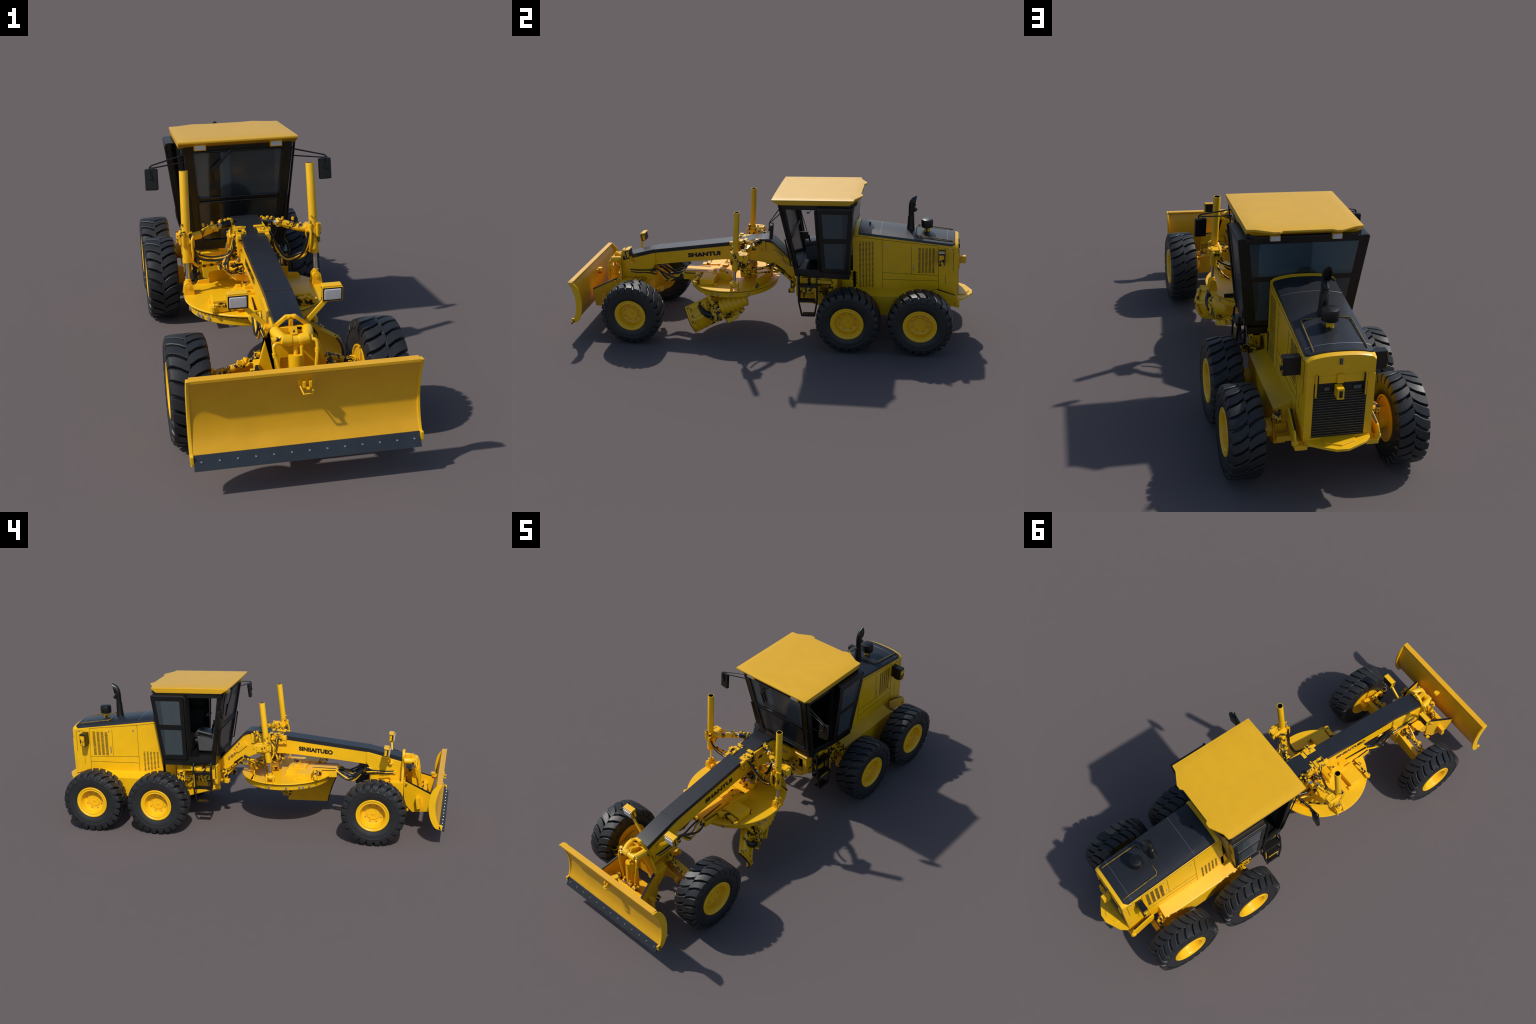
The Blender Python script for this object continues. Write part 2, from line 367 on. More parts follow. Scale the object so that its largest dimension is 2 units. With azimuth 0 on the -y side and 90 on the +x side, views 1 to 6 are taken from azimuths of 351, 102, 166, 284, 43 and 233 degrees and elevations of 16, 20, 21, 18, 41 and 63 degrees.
# ------------------------------------------------------------------ front blade
BX = .291
def blade_front(t):  # concave face, t from bottom (0) to top (1)
    P = smooth_path([(0, -.984, .094), (0, -.972, .116), (0, -.958, .152), (0, -.9515, .21), (0, -.963, .268), (0, -.983, .309)], 6)
    i = t * (len(P) - 1); k = min(int(i), len(P) - 2); return P[k].lerp(P[k + 1], i - k)
NB = 20
fr = [blade_front(i / NB) for i in range(NB + 1)]
bl = B('blade', ROOT, M_BLADE)
pf = [(p.y, p.z) for p in fr]
bkp = smooth_path([(0, -.973, .092), (0, -.961, .113), (0, -.945, .153), (0, -.939, .212), (0, -.950, .271), (0, -.968, .309)], 6)
loop = pf + [(p.y, p.z) for p in bkp[::-1]]
bl.loft([[(x, y, z) for y, z in loop] for x in (-BX, 0, BX)])
bl.use(0); bl.bar((-BX, -.971, .3095), (BX, -.971, .3095), .007, .025, (0, 1, .04))
bl.done(30)
ep = B('blade_end_plate', ROOT, M_YEL, .0012)
back = [(-.962, .311), (-.935, .274), (-.923, .216), (-.929, .153), (-.946, .110), (-.960, .094)]
frn = [(-.987, .088), (-.973, .116), (-.9605, .152), (-.955, .21), (-.966, .268), (-.985, .312)]
bs = [(p.y, p.z) for p in smooth_path([(0,) + p for p in back], 4)]; fs = [(p.y, p.z) for p in smooth_path([(0,) + p for p in frn], 4)]
m = min(len(bs), len(fs))
for s in SIDES:
    ep.loft([[(s * BX, bs[i][0], bs[i][1]), (s * (BX + .008), bs[i][0], bs[i][1]), (s * (BX + .008), fs[m - 1 - i][0], fs[m - 1 - i][1]), (s * BX, fs[m - 1 - i][0], fs[m - 1 - i][1])] for i in range(m)])
    ep.box((s * (BX + .004), -.980, .103), (.008, .016, .022))
ep.done()
ce = B('cutting_edge', ROOT, M_EDGE, .001)
ce.hexa([(-BX, -.974, .112), (BX, -.974, .112), (BX, -.978, .113), (-BX, -.978, .113)], [(-BX, -.992, .0775), (BX, -.992, .0775), (BX, -.9985, .0785), (-BX, -.9985, .0785)])
ce.done()
bolt0 = B('blade_bolt', ROOT, M_CHR); bolt0.cyl((0, 0, 0), (0, -.0022, .0012), .0032, .0022, 10); bolt0 = bolt0.done()
for k in range(13):
    o = bolt0 if k == 0 else dup(bolt0, 'blade_bolt', ROOT)
    o.location = (-.272 + .0455 * k, -.9868, .0975)
hk = B('tow_hook', ROOT, M_YEL, .001)
hk.box((0, -.966, .277), (.045, .006, .018)); hk.box((-.008, -.975, .274), (.007, .018, .016)); hk.box((.008, -.975, .274), (.007, .018, .016))
hk.tube([(-.017, -.972, .268), (-.011, -.988, .252), (.011, -.988, .252), (.017, -.972, .268)], .0026, 8, 1)
hk.box((0, -.983, .266), (.008, .02, .004))
hk.done()
fc = B('filler_cap', ROOT, [M_YEL, M_RED])
fc.cyl((0, -.928, .270), (0, -.928, .278), .012); fc.cyl((0, -.928, .258), (0, -.928, .270), .008); fc.box((0, -.943, .262), (.014, .03, .012)); fc.use(1); fc.cyl((.002, -.93, .248), (.002, -.93, .258), .0085)
fc.done()

# ------------------------------------------------------------------ front axle
ax = B('front_axle', ROOT, M_YEL, .002)
kn = B('steering_knuckle', ROOT, M_GRIM2, .002)
sa = B('steering_arm', ROOT, [M_YEL, M_BLK], .0015)
for s in SIDES:
    # main beam: tall thin web, deeper in the middle, with a narrow top flange
    ax.hexa(mir([(.02, -.659, .125), (.205, -.659, .115), (.205, -.671, .115), (.02, -.671, .125)], s), mir([(.02, -.659, .222), (.205, -.659, .190), (.205, -.671, .190), (.02, -.671, .222)], s))
    ax.bar((s * .03, -.664, .222), (s * .20, -.664, .192), .022, .006, (0, 0, 1))
    ax.cyl((s * .185, -.664, .154), (s * .262, -.664, .154), .034, .030); ax.box((s * .203, -.664, .175), (.016, .04, .05))
    # front tie plate bending out to a ball end
    ax.hexa(mir([(.05, -.716, .165), (.135, -.704, .165), (.135, -.710, .165), (.05, -.724, .165)], s), mir([(.05, -.716, .235), (.128, -.706, .190), (.128, -.712, .190), (.05, -.724, .235)], s))
    ax.cyl((s * .136, -.716, .168), (s * .136, -.716, .192), .011, n=12)
    ax.box((s * .066, -.745, .225), (.022, .045, .05))
    kn.cyl((s * .075, -.690, .24), (s * .185, -.692, .200), .0060, n=10); kn.cyl((s * .115, -.690, .227), (s * .165, -.692, .208), .0100, n=10)
    kn.box((s * .185, -.690, .195), (.024, .028, .028), (.2, .3 * s, 0)); kn.box((s * .07, -.680, .240), (.03, .03, .02))
    sa.use(0); sa.bar((s * .203, -.685, .180), (s * .207, -.765, .178), .016, .008, (0, 0, 1)); sa.box((s * .202, -.762, .165), (.012, .03, .03)); sa.use(1); sa.cyl((s * .204, -.772, .165), (s * .204, -.772, .192), .013, n=14)
kn.cyl((-.2, -.715, .165), (-.14, -.715, .175), .006, n=10); kn.cyl((.2, -.715, .165), (.14, -.715, .175), .006, n=10)
ax.cyl((-.015, -.615, .155), (.022, -.588, .180), .014, n=14); ax.box((0, -.68, .185), (.10, .07, .11))
ax.done(); kn.done(); sa.done()

# head lamps
for s in SIDES:
    hl = B('head_lamp', ROOT, [M_YEL, M_BLK], .002)
    hl.box((s * .1295, -.7105, .4375), (.054, .024, .004), (.12, 0, 0)); hl.box((s * .1295, -.709, .4155), (.0575, .010, .030), (.12, 0, 0)); hl.use(1); hl.box((s * .1295, -.712, .4155), (.056, .022, .040), (.12, 0, 0)); hl.box((s * .1295, -.722, .4145), (.058, .006, .042), (.12, 0, 0))
    h = hl.done()
    ln = B('lamp_lens', h, M_LENS, .003); ln.box((s * .1295, -.7258, .4142), (.047, .005, .031), (.12, 0, 0)); ln.done()
    la = B('lamp_arm', h, M_YEL, .001); la.bar((s * .112, -.714, .396), (s * .052, -.722, .338), .013, .008, (0, 1, 0)); la.cyl((s * .045, -.725, .333), (s * .062, -.725, .338), .009, n=12); la.done()

# hoses along the front of the frame
hb = B('hose_bundle', ROOT, [M_HOSE, M_GRIM])
for s in SIDES:
    for i in range(7):
        x0 = s * (.012 + .007 * i); dy = rng.uniform(-.012, .012); dip = rng.uniform(-.010, .014)
        hb.use(1 if i in (2, 5) else 0)
        hb.tube([(s * (.015 + .006 * i), -.45, .275 + .004 * (i % 3)), (s * (.018 + .006 * i), -.50 + dy, .262 - .01 * (i % 4) + dip), (s * (.022 + .0055 * i), -.545 + dy, .255 - .008 * (i % 3) + dip), (s * (.03 + .004 * i), -.60, .285 + .003 * i), (s * (.044 + .001 * i), -.63, .292 + .004 * (i % 3))], .0042, 8, 6)
    for i in range(3):
        hb.use(i % 2)
        hb.tube([(s * .05, -.60, .270 + .012 * i), (s * .052, -.655, .286 + .006 * (i - 1)), (s * .0515, -.70, .284 + .006 * (i - 1)), (s * .05, -.742, .287 + .005 * (i - 1))], .0035, 8, 5)
    hb.use(1); hb.cyl((s * .046, -.742, .287), (s * .057, -.742, .287), .007, n=10)
hb.done(60, True)

# ------------------------------------------------------------------ drawbar and turning circle
CC = (0, -.1935); CZ = .2625; CRAD = .2315
dr = B('drawbar', ROOT, M_YEL, .0025)
dr.prism([(-.056, -.456), (.056, -.456), (.068, -.30), (.08, -.20), (-.08, -.20), (-.068, -.30)], 'z', .250, .282)
dr.prism([(-.045, -.452), (.045, -.452), (.050, -.30), (-.050, -.30)], 'z', .28, .290)
dr.prism([(-.30, .28), (-.195, .262), (-.200, .285), (-.22, .297), (-.30, .297)], 'x', -.074, .074)
for s in SIDES:
    dr.box((s * .108, -.305, .278), (.096, .075, .031))
dr.done()
dd = B('drawbar_slot', ROOT, M_BLK)
for s in SIDES: dd.hexa(mir([(.030, -.33, .2895), (.036, -.449, .2895), (.044, -.449, .2895), (.034, -.33, .2895)], s), mir([(.030, -.33, .2915), (.036, -.449, .2915), (.044, -.449, .2915), (.034, -.33, .2915)], s))
for s in SIDES: dd.box((s * .0565, -.40, .2835), (.004, .10, .003), (0, 0, -s * .075))
dd.done()
dj = B('drawbar_joint', ROOT, M_GRIM, .0015)
for s in SIDES:
    dj.box((s * .12, -.360, .277), (.075, .018, .024), (0, 0, -s * .12)); dj.box((s * .075, -.372, .282), (.03, .022, .022)); dj.cyl((s * .158, -.367, .268), (s * .158, -.367, .285), .011, n=12); dj.cyl((s * .132, -.36, .285), (s * .132, -.36, .294), .006, n=8)
    dj.cyl((s * .042, -.29, .295), (s * .042, -.29, .304), .009, n=10); dj.box((s * .03, -.25, .302), (.03, .03, .012)); dj.box((s * .06, -.225, .296), (.018, .02, .012)); dj.box((s * .155, -.262, .268), (.014, .018, .012))
dj.done()
ci = B('circle_plate', ROOT, M_YEL)
ci.rev([(.0005, CZ), (CRAD - .002, CZ), (CRAD, CZ - .002), (CRAD, CZ - .0050), (.0005, CZ - .0050)], (CC[0], CC[1], 0), 'z', 96)
ci.done(30)
sk = B('circle_gear', ROOT, [M_YEL, M_BLK])
sk.rev([(.19, CZ - .007), (.2225, CZ - .007), (.2225, CZ - .011), (.2205, CZ - .0112), (.2175, CZ - .036), (.2145, CZ - .039), (.19, CZ - .039)], (CC[0], CC[1], 0), 'z', 96, True)
sk.use(1); sk.rev([(.2285, CZ - .0048), (.2275, CZ - .0095), (.21, CZ - .0095), (.21, CZ - .0048)], (CC[0], CC[1], 0), 'z', 96, True)
sk.use(0)
for k in range(84):
    a = 2 * math.pi * k / 84
    sk.box((CC[0] + .2215 * math.cos(a), CC[1] + .2215 * math.sin(a), CZ - .0125), (.005, .0075, .005), (0, 0, a))
sk.done(30)
gb = B('circle_bolt', ROOT, M_BOLT)
for a in (-2.6, -2.45, -1.1, -.35, -.2, .1, .5, 3.6, 3.3, 2.9):
    gb.cyl((CC[0] + .217 * math.cos(a), CC[1] + .217 * math.sin(a), CZ - .026), (CC[0] + .2235 * math.cos(a), CC[1] + .2235 * math.sin(a), CZ - .026), .006, n=10)
gb.done()
rw = B('circle_guard', ROOT, M_YEL, .0012)
arc = [(-.138 + .276 * i / 16) for i in range(17)]
gy = lambda x: -.012 - 2.1 * x * x
rw.loft([[(x, gy(x) - .0025, CZ - .001), (x, gy(x) - .0025, CZ + .036), (x, gy(x) + .0025, CZ + .036), (x, gy(x) + .0025, CZ - .001)] for x in arc if abs(x) > .02 or True])
for s in SIDES: rw.prism([(s * .134, CZ - .001), (s * .180, CZ - .001), (s * .172, CZ + .013), (s * .134, CZ + .016)], 'y', -.058, -.053)
rw.done()
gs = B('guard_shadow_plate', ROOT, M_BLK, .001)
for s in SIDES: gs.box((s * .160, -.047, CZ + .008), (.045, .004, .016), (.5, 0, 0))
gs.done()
dm = B('circle_drive', ROOT, M_GRIM, .002)
dm.cyl((0, -.115, CZ), (0, -.115, .315), .035); dm.cyl((0, -.115, .315), (0, -.115, .345), .022); dm.cyl((-.025, -.012, CZ), (-.025, -.012, .30), .011, n=12); dm.cyl((-.025, -.03, .30), (-.025, .005, .30), .014, n=12)
dm.box((.045, -.13, .30), (.03, .05, .05), (0, .2, .3)); dm.box((-.05, -.12, .31), (.035, .06, .03), (.2, .2, .5)); dm.cyl((-.09, -.10, .335), (.09, -.10, .335), .012, n=12)
dm.done()
cs = B('centre_shift_hose', ROOT, [M_HOSE, M_GRIM2])
for s in SIDES:
    for i in range(4):
        cs.use(i % 2)
        cs.tube([(s * .048, -.125, .40 - .012 * i), (s * (.075 + .004 * i), -.15, .375), (s * (.085 + .003 * i), -.165, .345), (s * .070, -.165, .326 + .003 * i), (s * .03, -.15, .325 + .005 * i), (0, -.13, .33)], .0048, 8)
    cs.use(0); cs.tube([(s * .05, .02, .345), (s * .06, -.02, .33), (s * .075, -.07, .325), (s * .055, -.12, .335), (s * .02, -.14, .34)], .007, 8)
    cs.use(1); cs.tube([(s * .047, .11, .262), (s * .06, .05, .31), (s * .08, -.01, .336), (s * .10, -.08, .33), (s * .07, -.15, .32)], .0055, 8)
    cs.use(1); cs.tube([(s * .05, .05, .305), (s * .10, -.02, .318), (s * .17, -.09, .335), (s * .20, -.12, .37)], .005, 8)
cs.done(60, True)

# lift cylinders
for s in SIDES:
    tp, bt = V((s * .2065, -.1185, .6635)), V((s * .2125, -.1435, .366))
    d = (tp - bt).normalized()
    cy = B('lift_cylinder', ROOT, [M_YEL, M_DARK])
    u, w = frame_of(d); n = 24; T = [2 * math.pi * k / n for k in range(n)]
    ring = lambda c, r: [c + r * (math.cos(t) * u + math.sin(t) * w) for t in T]
    tpA = tp
    cy.loft([ring(bt + d * .004, .0115), ring(bt, .0135), ring(bt + d * .006, .0142), ring(bt + d * .08, .0142), ring(bt + d * .085, .0142), ring(tpA - d * .002, .0142), ring(tpA, .0136), ring(tpA, .0118)], True, False)
    cy.use(1); cy.loft([ring(tpA, .0118), ring(tpA - d * .03, .0118)], True, False); vs = list(cy.bm.verts)[-n:]; cy.face(vs)
    c = cy.done(35)
    rd = B('piston_rod', c, M_CHR); rd.cyl(bt + d * .01, bt - d * .075, .0068); rd.done()
    cl = B('cylinder_clamp', c, M_GRIM, .002)
    m0 = bt + d * .075
    cl.cyl(m0 - d * .012, m0 + d * .012, .0185); cl.box(m0 + V((0, .028, -.002)), (.046, .05, .036), (-.1, 0, 0)); cl.box(m0 + V((s * .004, .052, -.006)), (.034, .02, .042)); cl.cyl(m0 + V((s * .012, .03, 0)), m0 + V((s * .030, .03, 0)), .016)
    cl.cyl(m0 + V((-s * .02, .02, .004)), m0 + V((-s * .05, .03, .006)), .013); cl.cyl(m0 + V((s * .010, -.017, -.018)), m0 + V((s * .010, -.017, .028)), .0055, n=10)
    cl.cyl(m0 + V((-s * .012, -.014, -.01)), m0 + V((-s * .012, -.014, .026)), .006, n=10); cl.box(m0 + V((s * .016, -.008, .008)), (.012, .016, .035)); cl.box(m0 + V((-s * .018, .0, -.012)), (.016, .02, .03))
    for a in (-.012, .012):
        for z in (-.012, .012): cl.cyl(m0 + V((s * .02, .03 + a, z)), m0 + V((s * .0295, .03 + a, z)), .004, n=8)
    cl.done()
    am = B('lift_arm_link', c, [M_GRIM, M_BLK, M_CHR], .0015)
    am.use(1); am.cyl((s * .044, -.046, .463), (s * .092, -.063, .462), .0135, n=14); am.use(2); am.cyl((s * .09, -.063, .461), (s * .104, -.070, .459), .0095, n=12); am.use(0); am.tube([(s * .10, -.068, .460), (s * .135, -.088, .450), (s * .165, -.100, .444)], .0095, 10, 5)
    am.box((s * .108, -.072, .456), (.02, .024, .018)); am.box((s * .135, -.09, .458), (.035, .02, .014), (0, .25 * s, -.4 * s))
    for x, y in ((.052, -.046), (.072, -.056), (.088, -.062), (.118, -.078), (.15, -.096)): am.cyl((s * x, y, .47), (s * x, y, .481), .005, n=8)
    am.done()
    fittings('arm_fitting', c, [(s * .05, -.046, .466), (s * .10, -.068, .464), (s * .165, -.10, .447)], 34, .012, .010, 11 + s)
    fittings('clamp_fitting', c, [m0 + V((0, -.012, -.03)), m0 + V((0, -.006, .0)), m0 + V((0, .0, .04))], 16, .010, .014, 21 + s)
    lz = B('clamp_plate', c, M_YEL, .003)
    for a, b_ in ((.009, .019), (-.019, -.011)):
        lz.hexa([m0 + V((s * a, y, z)) for y, z in ((-.012, -.016), (.050, -.022), (.066, -.014), (.068, .006), (.052, .018), (-.008, .018))], [m0 + V((s * b_, y, z)) for y, z in ((-.012, -.016), (.050, -.022), (.066, -.014), (.068, .006), (.052, .018), (-.008, .018))])
    lz.done()
    yk = B('cylinder_yoke', c, M_YEL, .002)
    pc = V((s * .2135, -.1495, .290))
    for a in (-1, 1):
        yk.hexa([pc + V((q[0], a * .017 - .003, q[1])) for q in ((-.019, -.030), (.019, -.030), (.013, .008), (.006, .015), (-.006, .015), (-.013, .008))],
                [pc + V((q[0], a * .017 + .003, q[1])) for q in ((-.019, -.030), (.019, -.030), (.013, .008), (.006, .015), (-.006, .015), (-.013, .008))])
    yk.cyl(pc + V((0, -.023, 0)), pc + V((0, .023, 0)), .007); yk.rev([(.0005, -.014), (.011, -.010), (.0145, 0), (.011, .010), (.0005, .014)], pc, 'y', 16); yk.cyl(pc, pc + d * .022, .010)
    yk.done()
    hs = B('cylinder_hose', c, [M_HOSE, M_YEL])
    for i in range(3):
        hs.use(1 if i == 1 else 0); o = .006 * i
        if s > 0: hs.tube([(.040, -.170, .458), (.058, -.166 + o * .3, .452), (.068, -.160, .43), (.078 + o, -.150, .385 + o * .4), (.115, -.140, .345 + o), (.155, -.140, .352 + o), (.178 + o, -.150, .385), (.192 + o * .5, -.155, .44)], .0052, 8)
        else: hs.tube([(-.040, -.165, .455), (-.055, -.16 + o, .44), (-.062 - o * .5, -.155, .40), (-.085, -.15, .373 + o), (-.13, -.142, .366 + o), (-.175, -.145, .38 + o), (-.195, -.152, .425)], .0026 if i else .0045, 8)
    hs.use(1); hs.tube([(s * .19, -.155, .455), (s * .196, -.165, .44), (s * .194, -.165, .40), (s * .195, -.150, .372)], .004, 8)
    hs.done(60, True)
bt_ = B('frame_top_bracket', ROOT, M_GRIM, .0015)
for s in SIDES:
    bt_.box((s * .037, -.160, .459), (.034, .05, .010)); bt_.box((s * .028, -.122, .464), (.030, .016, .008)); bt_.cyl((s * .026, -.16, .46), (s * .026, -.16, .469), .006, n=8)
    bt_.box((s * .046, -.165, .435), (.014, .075, .045)); bt_.box((s * .05, -.192, .442), (.012, .02, .018)); bt_.box((s * .052, -.16, .463), (.02, .02, .012)); bt_.box((s * .047, -.07, .44), (.012, .10, .05))
bt_.done()

nd = B('neck_bracket', ROOT, M_YEL, .0015)
for s in SIDES:
    nd.bar((s * .048, .012, .412), (s * .048, .062, .372), .030, .008, (1, 0, 0)); nd.bar((s * .048, .035, .395), (s * .048, .085, .345), .010, .012, (1, 0, 0))
    for y, z in ((.055, .395), (.085, .348), (.03, .40)): nd.cyl((s * .043, y, z), (s * .054, y, z), .008, n=12)
nd.done()
nb2 = B('neck_bolt', ROOT, M_BOLT)
for s in SIDES:
    for y, z in ((.055, .395), (.085, .348), (.10, .335), (.07, .36), (.045, .41)): nb2.cyl((s * .05, y, z), (s * .0565, y, z), .0042, n=8)
nb2.done()
ng = B('neck_line', ROOT, M_BLK)
for s in SIDES: ng.bar((s * .0442, .052, .318), (s * .0442, .142, .243), .003, .0012, (1, 0, 0)); ng.bar((s * .0465, .03, .338), (s * .0465, .075, .305), .007, .006, (1, 0, 0))
ng.done()

for s in SIDES:
    fittings('frame_fitting', ROOT, [(s * .046, -.19, .44), (s * .05, -.15, .43), (s * .05, -.11, .45)], 14, .011, .008, 31 + s)
    fittings('swivel_fitting', ROOT, [(s * .02, -.16, .33), (s * .06, -.13, .335), (s * .05, -.08, .34)], 26, .014, .016, 41 + s)
    fittings('drawbar_fitting', ROOT, [(s * .085, -.362, .284), (s * .155, -.362, .276)], 9, .011, .006, 51 + s, (.7, .15, .15))
    fittings('chassis_fitting', ROOT, [(s * .11, .17, .26), (s * .125, .25, .25), (s * .145, .36, .23)], 44, .017, .016, 61 + s, (.3, .6, .1))
    fittings('axle_fitting', ROOT, [(s * .07, -.69, .235), (s * .13, -.69, .222), (s * .19, -.70, .20)], 22, .011, .008, 71 + s, (.35, .55, .1))
    fittings('bulkhead_fitting', ROOT, [(s * .075, -.80, .20), (s * .085, -.83, .16)], 8, .011, .010, 81 + s)
fittings('moldboard_fitting', ROOT, [(.20, -.30, .09), (.17, -.235, .10), (.11, -.16, .12)], 40, .013, .014, 91, (.6, .3, .1))
fittings('valve_fitting', ROOT, [(-.06, -.872, .205), (.06, -.872, .205)], 18, .010, .006, 95, (.25, .5, .25))

# ------------------------------------------------------------------ moldboard under the circle
A_, Bq = V((.209, -.366, .025)), V((.060, -.182, .078))     # lower edge ends
At, Bt = V((.215, -.414, .163)), V((.068, -.232, .212))      # upper edge ends
ta = (Bq - A_).normalized(); nr = ta.cross((At - A_).normalized()).normalized()
if nr.y > 0: nr = -nr
def mb_pt(q, h, off=0):   # q along, h 0..1 up, bowed like a plough share
    return (A_ + (Bq - A_) * q).lerp(At + (Bt - At) * q, h) + V((.030, .006, -.002)) * (4 * h * (1 - h)) - nr * off
mb = B('moldboard', ROOT, M_YEL)
HH = [i / 12 for i in range(13)]
mb.loft([[mb_pt(q, h) for h in HH] + [mb_pt(q, h, .007) for h in HH[::-1]] for q in (0, .5, 1)])
mb.done(35)
mbe = B('moldboard_edge', ROOT, M_BLK)
mbe.loft([[mb_pt(-.008, h, -.0015) for h in HH] + [mb_pt(-.008, h, .005) for h in HH[::-1]], [mb_pt(.012, h, -.0015) for h in HH] + [mb_pt(.012, h, .005) for h in HH[::-1]]])
mbe.done()
mr = B('moldboard_rib', ROOT, M_GRIM, .0015)
for q, hw in ((.06, .012), (.42, .01)):
    mr.loft([[mb_pt(q - .03, h, .007) for h in (.05, .3, .6, .95)] + [mb_pt(q - .03, h, .007 + hw) for h in (.95, .6, .3, .05)], [mb_pt(q + .03, h, .007) for h in (.05, .3, .6, .95)] + [mb_pt(q + .03, h, .007 + hw) for h in (.95, .6, .3, .05)]])
for h in (.12, .55, .93):
    mr.loft([[mb_pt(q, h - .05, .006), mb_pt(q, h - .05, .018), mb_pt(q, h + .05, .018), mb_pt(q, h + .05, .006)] for q in (.03, .97)])
mr.done()
ms = B('moldboard_shifter', ROOT, M_GRIM2, .002)
ms.loft([[mb_pt(q, h, .012) for h in (.2, .8)] + [mb_pt(q, h, .05) for h in (.75, .25)] for q in (.45, .8)])
ms.loft([[mb_pt(q, h, .012) for h in (.1, .45)] + [mb_pt(q, h, .065) for h in (.4, .15)] for q in (.75, 1.12)])
ms.loft([[mb_pt(q, h, .0) for h in (.15, .75)] + [mb_pt(q, h, .03) for h in (.7, .2)] for q in (.97, 1.1)])
ms.done()
ba = B('moldboard_arm', ROOT, M_BLK)
ba.tube([mb_pt(.30, .90, .012), mb_pt(.36, .62, .016), mb_pt(.50, .40, .020), mb_pt(.72, .34, .026), mb_pt(.86, .30, .030)], lambda t: .008 + .010 * math.sin(math.pi * t), 10, 6); ba.done()
bw = B('bellows', ROOT, M_YEL)
a0, a1 = V((.165, -.245, .150)), V((.135, -.105, .190)); ua, wa = frame_of(a1 - a0); T = [2 * math.pi * k / 20 for k in range(20)]; rr = []
for i in range(41):
    t = i / 40; r = .030 + .010 * math.sin(math.pi * min(1, t * 1.1)) + .0065 * abs(math.sin(t * math.pi * 6)) - (.014 if i in (0, 40) else 0)
    c = a0.lerp(a1, t); rr.append([c + r * (math.cos(q) * ua + math.sin(q) * wa) for q in T])
bw.loft(rr); bw.done(50)
lk = B('tilt_link', ROOT, [M_GRIM, M_CHR], .001)
lk.bar((.165, -.31, .225), (.172, -.24, .10), .016, .010, (1, .3, 0)); lk.box((.175, -.235, .10), (.02, .03, .02)); lk.box((.15, -.19, .085), (.05, .06, .022), (.3, -.2, .5)); lk.box((.115, -.165, .10), (.05, .05, .02), (.4, -.3, .6))
lk.use(1); lk.cyl((.185, -.245, .145), (.165, -.165, .20), .005, n=10)
lk.done()
hang = B('circle_hanger', ROOT, M_YEL, .002)
hang.box((.10, -.255, .205), (.09, .05, .07), (0, 0, .85)); hang.box((.02, -.16, .20), (.05, .06, .06)); hang.box((.11, -.14, .218), (.08, .1, .03))
hang.done()

# ------------------------------------------------------------------ rear frame, tandems
rf = B('rear_frame', ROOT, M_YEL, .003)
rf.box((0, .55, .215), (.19, .72, .085)); rf.box((0, .24, .265), (.15, .18, .12)); rf.box((0, .40, .285), (.20, .16, .08))
for s in SIDES:
    if s < 0: rf.prism([(s * .068, .305), (s * .136, .305), (s * .136, .225), (s * .128, .210), (s * .068, .215)], 'y', .143, .158)
    else:
        rf.prism([(.112, .308), (.137, .308), (.137, .225), (.130, .206), (.112, .206)], 'y', .143, .158); rf.box((.095, .150, .300), (.06, .016, .016)); rf.box((.095, .150, .212), (.06, .012, .012))
    rf.box((s * .131, .175, .275), (.010, .06, .07)); rf.box((s * .115, .285, .30), (.07, .13, .03)); rf.box((s * .135, .335, .275), (.03, .03, .08)); rf.box((s * .10, .17, .318), (.08, .06, .012), (.35, 0, 0))
    rf.box((s * .155, .26, .302), (.022, .022, .02))
    rf.hexa(mir([(.06, .15, .16), (.10, .15, .18), (.11, .33, .13), (.06, .33, .12)], s), mir([(.06, .15, .23), (.10, .15, .23), (.11, .33, .22), (.06, .33, .22)], s))
rf.done()
uc = B('underbody_gear', ROOT, M_GRIM2, .002)
uc.box((.09, .165, .255), (.045, .02, .055))
for s in SIDES:
    uc.cyl((s * .075, .114, .205), (s * .075, .118, .282), .011, n=12); uc.box((s * .072, .108, .215), (.022, .026, .022)); uc.box((s * .07, .125, .268), (.03, .03, .012))
    uc.box((s * .125, .22, .25), (.04, .09, .04)); uc.cyl((s * .12, .17, .235), (s * .12, .30, .235), .014, n=10); uc.box((s * .145, .33, .235), (.03, .04, .09)); uc.box((s * .105, .165, .255), (.05, .02, .05))
    uc.cyl((s * .15, .36, .24), (s * .19, .37, .25), .014, n=10); uc.tube([(s * .13, .2, .30), (s * .15, .24, .27), (s * .14, .28, .22), (s * .12, .32, .19)], .006, 8)
uc.done(40, True)
for s in SIDES:
    td = B('tandem_case', ROOT, M_YEL, .003)
    td.hexa(mir([(.110, .39, .20), (.172, .385, .14), (.172, .79, .14), (.110, .79, .20)], s), mir([(.110, .40, .261), (.172, .392, .241), (.172, .778, .241), (.110, .775, .261)], s))
    td.prism([(.385, .225), (.392, .236), (.778, .236), (.79, .225), (.795, .14), (.74, .125), (.62, .155), (.55, .155), (.45, .125), (.38, .14)], 'x', s * .130, s * .1715)
    td.prism([(.37, .195), (.80, .195), (.79, .115), (.74, .10), (.62, .14), (.55, .14), (.45, .10), (.375, .115)], 'x', s * .128, s * .168)
    for y in (.415, .757): td.cyl((s * .19, y, .158), (s * .262, y, .158), .036, .030)
    t = td.done()
    tg = B('tandem_bracket', t, M_GRIM2, .002); tg.box((s * .150, .385, .246), (.03, .02, .02)); tg.box((s * .16, .79, .225), (.03, .02, .025)); tg.cyl((s * .15, .80, .22), (s * .18, .80, .22), .016, n=12); tg.done()
rx = B('rear_axle', ROOT, M_YEL)
